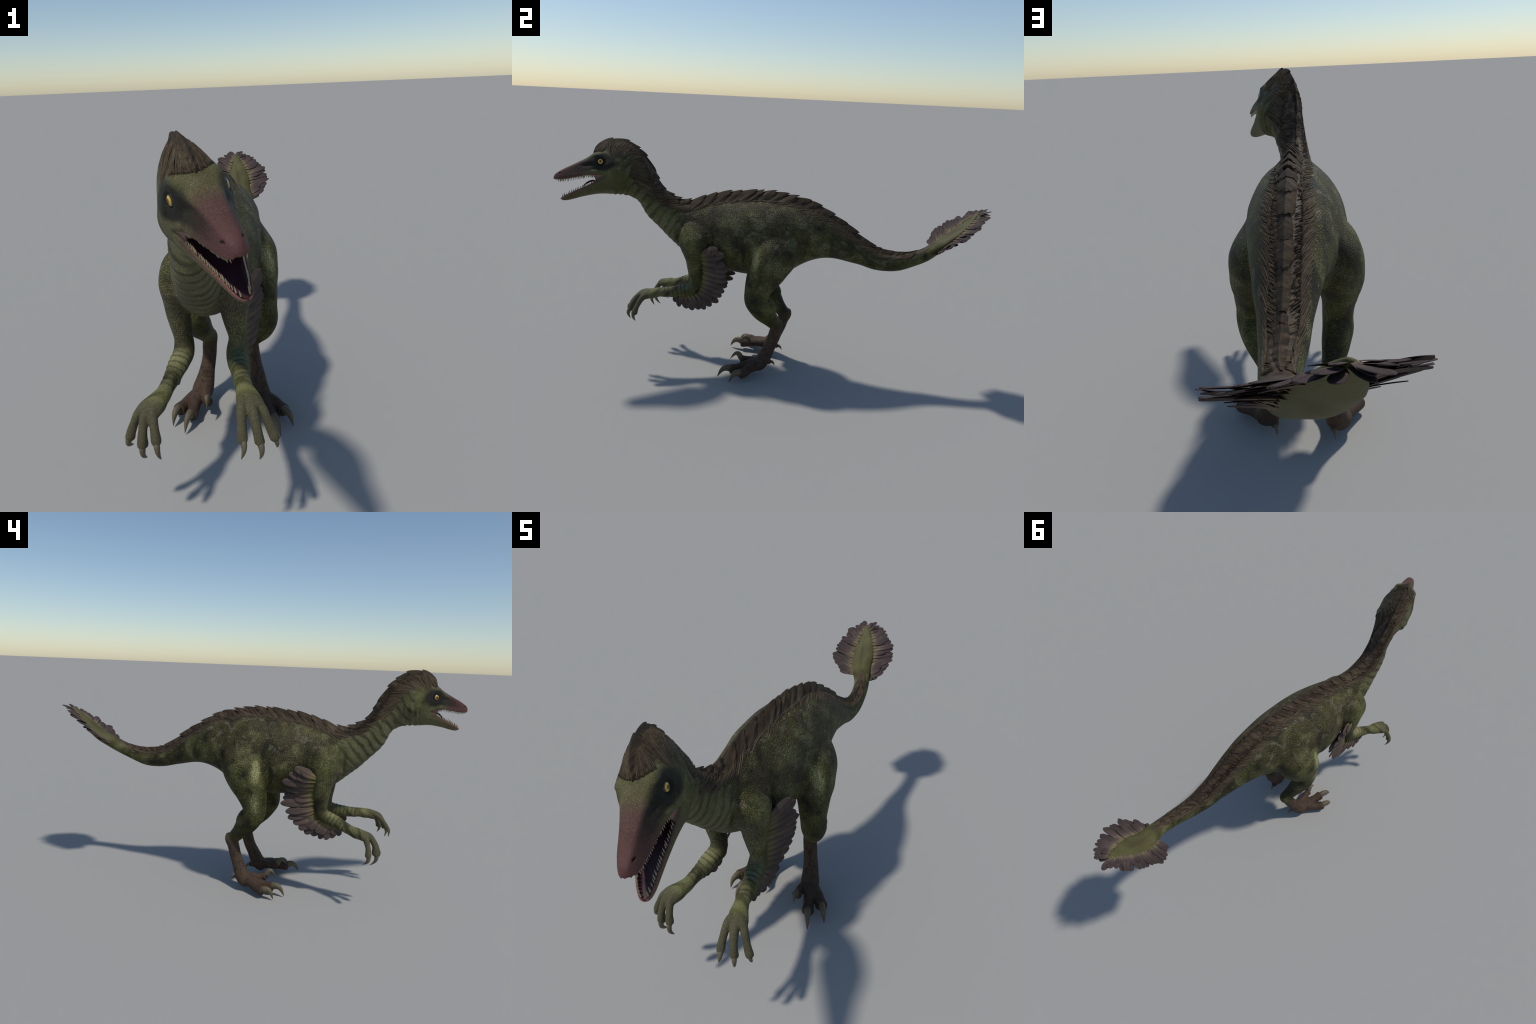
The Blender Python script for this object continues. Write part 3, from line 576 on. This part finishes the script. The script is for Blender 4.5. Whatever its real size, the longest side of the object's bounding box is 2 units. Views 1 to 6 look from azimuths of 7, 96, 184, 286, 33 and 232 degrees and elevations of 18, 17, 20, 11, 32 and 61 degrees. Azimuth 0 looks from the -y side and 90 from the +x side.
def place(o, loc, xd, yd, zd, sx, sy, sz):
    M = Matrix.Identity(4)
    for k, (d, s) in enumerate(((xd, sx), (yd, sy), (zd, sz))):
        for r in range(3): M[r][k] = float(d[r]*s)
    for r in range(3): M[r][3] = float(loc[r])
    o.matrix_world = M

# --- claws: curved tapered horns, in a unit frame: y along the claw, z = outer side of the curve
def tube_mesh(name, rows, sides=14, ref=(1, 0, 0), squash=1.):
    s = Soup(); C = np.array(rows, float); P = C[:, :3]; T = np.gradient(P, axis=0); Rg = []
    for p, t, r in zip(P, T, C):
        t = unit(t); a = unit(np.array(ref)-t*(t @ np.array(ref))); b = np.cross(t, a)
        Rg.append([p + (a*squash*math.cos(q) + b*math.sin(q))*r[3] for q in np.linspace(0, 2*np.pi, sides, endpoint=False)])
    s.rings(Rg); m = s.mesh(name); m.polygons.foreach_set('use_smooth', np.ones(len(m.polygons), bool)); return m
for group in (TOES, FINGERS):
    for lab, digits in group.items():
        for pts, tip, cr, arch in digits:
            base = V(*pts[-2][:3]); d0 = unit(V(*pts[-1][:3]) - V(*pts[-3][:3])); tipv = V(*tip)
            if group is TOES and lab and arch > .01: base = base + V(0, 0, .004)
            ch = tipv - base; L = np.linalg.norm(ch); y = ch/L
            up = d0 - y*(d0 @ y)
            if group is TOES: up = V(0, 0, 1) - y*y[2]
            if np.linalg.norm(up) < .05: up = V(0, -1, 0) - y*(-y[1])
            zq = unit(up); xq = np.cross(y, zq)
            rows = []
            for t in np.linspace(0, 1, 14):
                p = base + y*L*t + zq*arch*math.sin(math.pi*t**.8)*(1.0)
                rows.append(tuple(np.r_[[(p-base) @ xq, (p-base) @ y, (p-base) @ zq], cr*(1-t**1.5)*.98 + .0007]))
            m = tube_mesh('claw', np.array(rows)/L, squash=.82); o = add('claw', m, M_CLAW, PART[lab]); place(o, base, xq, y, zq, L, L, L)

# --- eyes
bm = bmesh.new(); bmesh.ops.create_uvsphere(bm, u_segments=40, v_segments=28, radius=1.); em = bpy.data.meshes.new('eye'); bm.to_mesh(em); bm.free()
em.polygons.foreach_set('use_smooth', np.ones(len(em.polygons), bool))
for s in (1, -1):
    o = add('eye', em, M_EYE, PART['head']); zd = unit(HX*s + HF*.16 + HU*.05); xd = unit(HF - zd*(HF @ zd)); place(o, head(.0005, s*.0470, .000), xd, np.cross(zd, xd), zd, .0158, .0158, .0158)
    ring = [(.0158*math.cos(a)*1.06, .0158*math.sin(a), 0, .0032) for a in np.linspace(0, 2*np.pi, 30)]
    # eyelid: a low rim round the eyeball
    S = Soup(); Rg = []
    for a in np.linspace(0, 2*np.pi, 32, endpoint=False):
        rad = xd*math.cos(a) + np.cross(zd, xd)*math.sin(a); c = head(.0005, s*.0470, .000) + rad*.0148 + zd*.0055
        Rg.append([c + (rad*math.cos(q) + zd*math.sin(q))*.0030 for q in np.linspace(0, 2*np.pi, 10, endpoint=False)])
    S.rings(Rg + [Rg[0]], cap=False); m = S.mesh('eyelid'); m.polygons.foreach_set('use_smooth', np.ones(len(m.polygons), bool)); add('eyelid', m, M_SKIN, PART['head'])

# --- teeth
tm_ = tube_mesh('tooth', [(0, -.12, 0, .26), (0, 0, 0, .27), (0, .3, .01, .235), (0, .6, .04, .165), (0, .85, .09, .08), (0, 1., .13, .012)], 10)
for upper, f0, f1, n in ((True, .030, .186, 23), (False, .012, .173, 21)):
    for s in (1, -1):
        for i in range(n):
            f = f0 + (f1-f0)*(i + random.uniform(-.2, .2))/(n-1)
            if upper: q = upI(f); xl, ul = q[5], q[6]
            else: q = loI(f); xl, ul = q[1], q[0]
            ln = (.0150 if upper else .0135)*random.uniform(.75, 1.1)*(.8 if f > .18 else 1)
            o = add('tooth', tm_, M_TOOTH, PART['head'])
            yd = unit((-HU if upper else HU) - HX*s*(.10 if upper else -.02) - HF*(.10 if upper else .05) + HF*random.uniform(-.08, .08)); xd = unit(HF - yd*(HF @ yd))
            place(o, head(f, s*max(xl-(.0068 if upper else .0058), .002), ul + (.0010 if upper else -.0015)), xd, yd, np.cross(xd, yd), ln*.56, ln, ln*.56)
# --- tongue
rows = catmull([(*head(-.02, 0, -.112), .012), (*head(.01, 0, -.090), .013), (*head(.040, 0, -.083), .0125), (*head(.066, 0, -.093), .0105), (*head(.084, 0, -.109), .006), (*head(.088, 0, -.113), .0015)], 24)
S = Soup(); P = rows[:, :3]; T = np.gradient(P, axis=0); Rg = []
for p, t, r in zip(P, T, rows):
    b = unit(np.cross(unit(t), HX)); Rg.append([p + HX*math.cos(q)*r[3]*1.25 + b*math.sin(q)*r[3]*.36 for q in np.linspace(0, 2*np.pi, 20, endpoint=False)])
S.rings(Rg); m = S.mesh('tongue'); m.polygons.foreach_set('use_smooth', np.ones(len(m.polygons), bool)); add('tongue', m, M_TONGUE, PART['head'])

# --- feathers: rounded vane with thickness, camber and a raised shaft; unit length along y
def feather_mesh(name, wid, cam, tipr):
    nu, nw = 16, 8; top, bot = [], []
    for i in range(nu + 1):
        t = 1 - (1-i/nu)**1.35
        hw = wid*(.50 + .50*sstep(t, 0, .60))*(max(.0004, 1 - max(0., (t-tipr)/(1-tipr))**2))**.5
        for j in range(nw + 1):
            s = -1 + 2*j/nw; xx = hw*s*(1 + .02*math.sin(17*t + 3*s))
            zc = cam*(1-s*s)*(.5+.5*t) - .10*t*t; sh = .010*math.exp(-(s/.16)**2)*(1-t*.8)
            e = .006*(1-s**4) + .002
            top.append((xx, t, zc + e + sh)); bot.append((xx, t, zc - e))
    n1 = len(top); F = []; idx = lambda i, j: i*(nw+1)+j
    for i in range(nu):
        for j in range(nw):
            a, b, c, d = idx(i, j), idx(i, j+1), idx(i+1, j+1), idx(i+1, j)
            F.append((a, b, c, d)); F.append((d+n1, c+n1, b+n1, a+n1))
    for i in range(nu):
        F.append((idx(i+1, 0), idx(i+1, 0)+n1, idx(i, 0)+n1, idx(i, 0))); F.append((idx(i, nw), idx(i, nw)+n1, idx(i+1, nw)+n1, idx(i+1, nw)))
    for j in range(nw):
        F.append((idx(0, j+1), idx(0, j), idx(0, j)+n1, idx(0, j+1)+n1)); F.append((idx(nu, j), idx(nu, j+1), idx(nu, j+1)+n1, idx(nu, j)+n1))
    m = bpy.data.meshes.new(name); m.from_pydata(top+bot, [], F); m.update(); m.polygons.foreach_set('use_smooth', np.ones(len(m.polygons), bool)); return m
FM = [feather_mesh('feather', .135, .012, .68), feather_mesh('feather', .15, .020, .74), feather_mesh('feather', .125, .008, .62)]
AM = [feather_mesh('feather', .135, .020, .55), feather_mesh('feather', .145, .028, .60)]
for m in FM: m.materials.append(M_FEATHER)
for m in AM: m.materials.append(M_ARMF)
def plume(meshes, mat, parent, a, b, flat, width, lift=0., roll=0.):
    a, b = np.asarray(a), np.asarray(b); y = b-a; L = np.linalg.norm(y); y = y/L; zq = unit(np.asarray(flat) - y*(np.asarray(flat) @ y)); xq = np.cross(y, zq)
    c, s = math.cos(roll), math.sin(roll); xq, zq = xq*c + zq*s, zq*c - xq*s
    o = add('feather', random.choice(meshes), None, parent); place(o, a + zq*lift, xq, y, zq, width/.27, L, .5*(L+.05)); return o
def along(rows, t):
    R_ = np.array(rows, float); d = np.r_[0, np.cumsum(np.linalg.norm(np.diff(R_[:, :3], axis=0), axis=1) + .35*np.linalg.norm(np.diff(R_[:, 3:], axis=0), axis=1))]; d /= d[-1]
    return np.array([np.interp(t, d, R_[:, k]) for k in range(R_.shape[1])])
TAILF = {-1: [(-.092, .750, .668, -.138, .728, .684), (-.100, .766, .680, -.184, .752, .718), (-.115, .795, .703, -.213, .782, .746), (-.129, .836, .741, -.218, .822, .774), (-.131, .868, .771, -.214, .866, .803), (-.129, .893, .794, -.200, .912, .828),
               (-.122, .927, .827, -.165, .957, .851), (-.112, .948, .840, -.133, 1.005, .866)],
         1: [(-.012, .752, .652, .016, .742, .660), (-.018, .766, .660, .042, .782, .696), (-.026, .798, .683, .066, .822, .735), (-.032, .846, .730, .063, .866, .757), (-.045, .875, .763, .045, .908, .791), (-.060, .902, .790, .010, .933, .814), (-.075, .920, .809, -.014, .960, .834),
             (-.098, .943, .833, -.070, .988, .855), (-.109, .948, .838, -.107, 1.006, .866)]}
LN = unit(V(.05, -.70, .72))
for s, rows in TAILF.items():
    for layer, n, k, lift, w in ((0, 17, 1., -.002, .0300), (1, 18, .64, .002, .0250), (2, 16, .62, -.005, .0250)):
        for i in range(n):
            t = (i + .5 + random.uniform(-.22, .22))/n; r = along(rows, min(1, max(0, t))); a = r[:3]; b = r[3:]
            b = a + (b-a)*k*random.uniform(.92, 1.06) + LN*random.uniform(-.007, .007); a = a - unit(b-a)*.008
            wd = w*min(1., .40 + np.linalg.norm(b-a)/.15)
            plume(FM, None, PART['tail'], a, b, LN, wd, lift + random.uniform(-.0015, .0015), random.uniform(-.16, .16) + s*.16)
ARMF = {'forelimb.R': [(-.140, -.336, .612, -.170, -.276, .674), (-.134, -.332, .590, -.182, -.230, .624), (-.124, -.329, .555, -.178, -.203, .570), (-.110, -.331, .510, -.152, -.199, .508), (-.108, -.334, .468, -.160, -.198, .462), (-.106, -.337, .435, -.164, -.218, .420),
                       (-.104, -.344, .408, -.152, -.238, .378), (-.104, -.360, .388, -.140, -.284, .338), (-.107, -.385, .373, -.132, -.335, .308), (-.110, -.412, .365, -.130, -.378, .299), (-.115, -.442, .357, -.130, -.428, .310), (-.120, -.478, .350, -.129, -.474, .333)],
        'forelimb.L': [(.106, -.332, .606, .142, -.268, .668), (.098, -.329, .585, .144, -.234, .620), (.088, -.326, .550, .142, -.212, .557), (.078, -.328, .500, .137, -.206, .500), (.077, -.333, .455, .134, -.208, .452), (.076, -.337, .425, .126, -.224, .402),
                       (.077, -.343, .398, .112, -.245, .358), (.079, -.362, .382, .106, -.296, .326), (.082, -.388, .372, .102, -.345, .308), (.085, -.415, .366, .101, -.388, .299), (.090, -.445, .362, .102, -.446, .318), (.096, -.472, .363, .103, -.476, .347)]}
for lab, rows in ARMF.items():
    s = -1 if lab.endswith('R') else 1
    for layer, n, k, lift, w in ((0, 17, 1., .0, .0440), (1, 17, .64, .006, .0385), (2, 14, .64, -.0055, .0385)):
        for i in range(n):
            t = (i + .5 + random.uniform(-.2, .2))/n; t = t**.92; r = along(rows, t); a = r[:3]; b = r[3:]
            b = a + (b-a)*k*random.uniform(.93, 1.05) + V(random.uniform(-.004, .004), 0, 0); a = a - unit(b-a)*.012
            wd = w*(.42 + .58*min(1., np.linalg.norm(b-a)/(.11*k)))
            nrm = V(s, -.25 if lab.endswith('R') else -.3, .1)
            plume(AM, None, PART[lab], a, b, nrm, wd, lift + random.uniform(-.002, .002), random.uniform(-.16, .16) + .17*s)

# --- mane: tufts along the ridge, each a smooth tent-shaped blade that lies back over the next, plus fine combed strands
ridge = [head(f, 0, u) for f, u in CREST_FU[:1:-1][:-1]] + [head(-.2415, 0, -.018)] + [V(MX, y, z) for y, z in RIDGE_YZ[2:]]
ridge[-1][0], ridge[-2][0], ridge[-3][0] = -.050, -.030, -.019
RC = catmull(ridge, 900); RL = np.r_[0, np.cumsum(np.linalg.norm(np.diff(RC, axis=0), axis=1))]; TOT = RL[-1]
def ridge_at(s):
    s = min(max(s, 0), TOT); p = np.array([np.interp(s, RL, RC[:, k]) for k in range(3)])
    q = np.array([np.interp(min(s+.012, TOT), RL, RC[:, k]) for k in range(3)]) - np.array([np.interp(max(s-.012, 0), RL, RC[:, k]) for k in range(3)])
    t = unit(q); hw = sstep(-p[1], .60, .68); ax = unit(V(1, 0, 0)*(1-hw) + HX*hw); ax = unit(ax - t*(ax @ t)); up = np.cross(ax, t)
    return p, t, ax, up
def snap(p):
    h = bvh.find_nearest(Vector(p)); return np.array(h[0]), np.array(h[1])
def down_side(s, side, d):
    """skin point at distance d down the side from the ridge at s"""
    p, t, ax, up = ridge_at(s); return snap(p + ax*side*d*.55 - up*d*.82)
PROF = ((-.86, .036, .032, .048), (-.80, .040, .034, .066), (-.74, .040, .031, .084), (-.66, .036, .024, .084), (-.60, .036, .023, .074), (-.50, .040, .027, .070), (-.42, .046, .036, .056), (-.30, .050, .042, .050),
        (-.05, .050, .042, .049), (.2, .046, .039, .051), (.35, .040, .033, .053), (.45, .033, .027, .047), (.56, .020, .017, .038), (.70, .012, .012, .022), (.76, .008, .008, .012))
def prof(s):
    """depth and half-width of the blade, depth of the hair fringe"""
    y = ridge_at(s)[0][1]; return [float(np.interp(y, [r[0] for r in PROF], [r[k] for r in PROF])) for k in (1, 2, 3)]
def root_point(s, side, depth):
    """skin point on the flank at a depth below the ridge"""
    p, t, ax, up = ridge_at(s); o = p + ax*side*.30 - up*depth
    h = bvh.ray_cast(Vector(o), Vector(-ax*side), .32)
    if h[0] is None: return snap(p + ax*side*.04 - up*depth)
    return np.array(h[0]), np.array(h[1])
def strand(S, pts, r0, sides=4):
    """flattened strand, thickest in the middle, lying along the skin"""
    P = np.array(pts); T = np.gradient(P, axis=0); n = len(P); Rg = []
    for i in range(n):
        u = i/(n-1); r = r0*(.18 + .82*math.sin(math.pi*min(1, max(0, .04 + .92*u)))**.6)
        t = unit(T[i]); q, nn = snap(P[i]); b = unit(np.cross(t, nn)); c = np.cross(b, t)
        Rg.append([P[i] + (b*math.cos(a) + c*math.sin(a)*.45)*r for a in np.linspace(0, 2*np.pi, sides, endpoint=False)])
    S.rings(Rg)
tufts = []; s = .002; HEAD_TUFTS = [.118, .080, .058, .050]
while s < TOT - .14:
    y = ridge_at(s)[0][1]; L = HEAD_TUFTS[len(tufts)] if len(tufts) < 4 else (.050 if y < -.42 else .062)*random.choice((.55, .8, .95, 1.15, 1.6))
    tufts.append((s, L)); s += L
fringe = Soup(); KD = (.12, .26, .42, .58, .74, .88, 1.)
for k, (s0, L) in enumerate(tufts):
    S = Soup(); y0 = ridge_at(s0)[0][1]; fade = 1 - sstep(y0, .40, .60)
    hi = (.0030*fade + .0003)*random.uniform(.3, 1.4); lo = (-.0095*fade - .0012)*random.uniform(.5, 1.2); NR = 14; lean = 1.35*(1 - .5*sstep(-y0, .45, .60))
    jag = {sd: [random.uniform(-.004, .010)*(1 if n_ % 2 else -.5) for n_ in range(7)] for sd in (1, -1)}; Rg = []
    swell = random.uniform(.92, 1.12)
    for i in range(NR + 1):
        u = i/NR; sc = s0 - L*.30 + L*1.36*u; p, t, ax, up = ridge_at(sc)
        rise = lo + (hi-lo)*(.5*u + .5*(1-(1-u)**1.8))*sstep(u, -.3, .3) - .0018*sstep(u, .86, 1.); crest = p + up*rise
        D, W, F = prof(sc); sec = []; grow = swell*(.80 + .20*u)
        for side in (1, -1):
            pts = []
            for n_, d in enumerate(KD):
                c2 = ridge_at(sc - D*d*lean + jag[side][n_]*sstep(u, .6, 1.))
                dep = D*d*1.12; wv = W*d**.82*grow*(1 - .22*sstep(d, .85, 1.))*(1 - .16*d*sstep(u, .72, 1.))
                pts.append(c2[0] + c2[3]*(rise*(1-d*.6) - dep) + c2[2]*side*wv)
            sec.append(pts)
        Rg.append([crest + ax*.0022 - up*.0006, *sec[0], p - up*(D*1.15), *sec[1][::-1], crest - ax*.0022 - up*.0006, crest + up*.0006])
    S.rings(Rg); m = S.mesh('tuft'); bm = bmesh.new(); bm.from_mesh(m); bmesh.ops.triangulate(bm, faces=[f for f in bm.faces if len(f.verts) > 4])
    bm.to_mesh(m); bm.free(); tufts[k] = m
    if k == 0:                                                     # the forelock: hair combed from the brow up the front of the crest
        for side in (1, -1):
            for i in range(95):
                xr = .050*(i + random.uniform(-.5, .5))/95; xr = max(.0005, xr); fr = .0275 - 14.*xr*xr - random.uniform(0, .004)
                a, n1 = snap(head(fr, side*xr, .0435 + random.uniform(-.001, .003))); st = .048 + xr*1.15 + random.uniform(-.012, .012)
                c2 = ridge_at(st); de = random.uniform(.003, .012); b = c2[0] - c2[3]*(de + .002) + c2[2]*side*(PROF[0][2]*(de/PROF[0][1]/1.12)**.82 + .0012)
                m1, n2 = snap(a*.5 + b*.5); pts = []
                for v in np.linspace(0, 1, 8):
                    p = (1-v)**2*(a - n1*.001) + 2*v*(1-v)*(m1 + n2*.0035) + v*v*b; q, nn = snap(p); gap = (p-q) @ nn
                    pts.append(p + nn*max(0, .0012*min(1, v*4) - gap) if v < .9 else p)
                strand(fringe, pts, random.uniform(.0007, .0014))
    nst = int(38*L/.055)
    for side in (1, -1):
        for i in range(nst):                                       # combed strands growing out of the skin up on to the blade
            se = s0 + L*(i + random.uniform(-.5, .5))/nst; D, W, F = prof(se); dr = F*random.uniform(.82, 1.20); de = D*random.uniform(.30, .80)
            sl = 1.75 if y0 > -.5 else 1.2; a, n1 = root_point(se - dr*sl, side, dr); m1, n2 = root_point(se - (dr*.6 + de*.4)*sl*.8, side, dr*.6 + de*.4)
            if k == 0 and (a-HO) @ HF > -.030 or (a-HO) @ HF > -.045 and (a-HO) @ HU < .034: continue
            c2 = ridge_at(se - de*lean); wv = W*(de/D/1.12)**.82*.98 + .0012; b = c2[0] - c2[3]*de + c2[2]*side*wv; q = root_point(se - de*lean, side, de)[0]
            if (q - b) @ (c2[2]*side) > -.0015: b = q + n2*.0024
            pts = []
            for v in np.linspace(0, 1, 6):
                mid = m1 + n2*.0020
                pts.append((1-v)**2*(a - n1*.0006) + 2*v*(1-v)*(mid + n2*.0008) + v*v*b)
            strand(fringe, pts, random.uniform(.0012, .0027))
        for i in range(int((70 if y0 < -.76 else 40)*L/.055) if y0 < -.56 else 0):       # on the head and nape hairs also run over the blade to its crest
            se = s0 + L*random.uniform(-.05, 1.); D, W, F = prof(se); dr = F*random.uniform(.7, 1.1); de = D*random.uniform(.08, .3)
            a, n1 = root_point(se - dr*.8, side, dr); dm = (dr*.4 + de*.6); m1, n2 = root_point(se - dm*.7, side, dm)
            c2 = ridge_at(se - de*lean); b = c2[0] - c2[3]*(de + .004) + c2[2]*side*(W*(de/D/1.12)**.82 + .0015)
            if k == 0 and (a-HO) @ HF > -.030 or (a-HO) @ HF > -.045 and (a-HO) @ HU < .034: continue
            strand(fringe, [(1-v)**2*(a - n1*.0008) + 2*v*(1-v)*(m1 + n2*.0055) + v*v*b for v in np.linspace(0, 1, 7)], random.uniform(.0008, .0015))
fm = fringe.mesh('mane'); fm.polygons.foreach_set('use_smooth', np.ones(len(fm.polygons), bool))
mane = add('mane', fm, M_HAIR, root); mane['kind'] = 'stuff'
for m in tufts:
    m.polygons.foreach_set('use_smooth', np.ones(len(m.polygons), bool)); m.set_sharp_from_angle(angle=math.radians(50)); add('tuft', m, M_TUFT, mane)

bpy.context.view_layer.update()
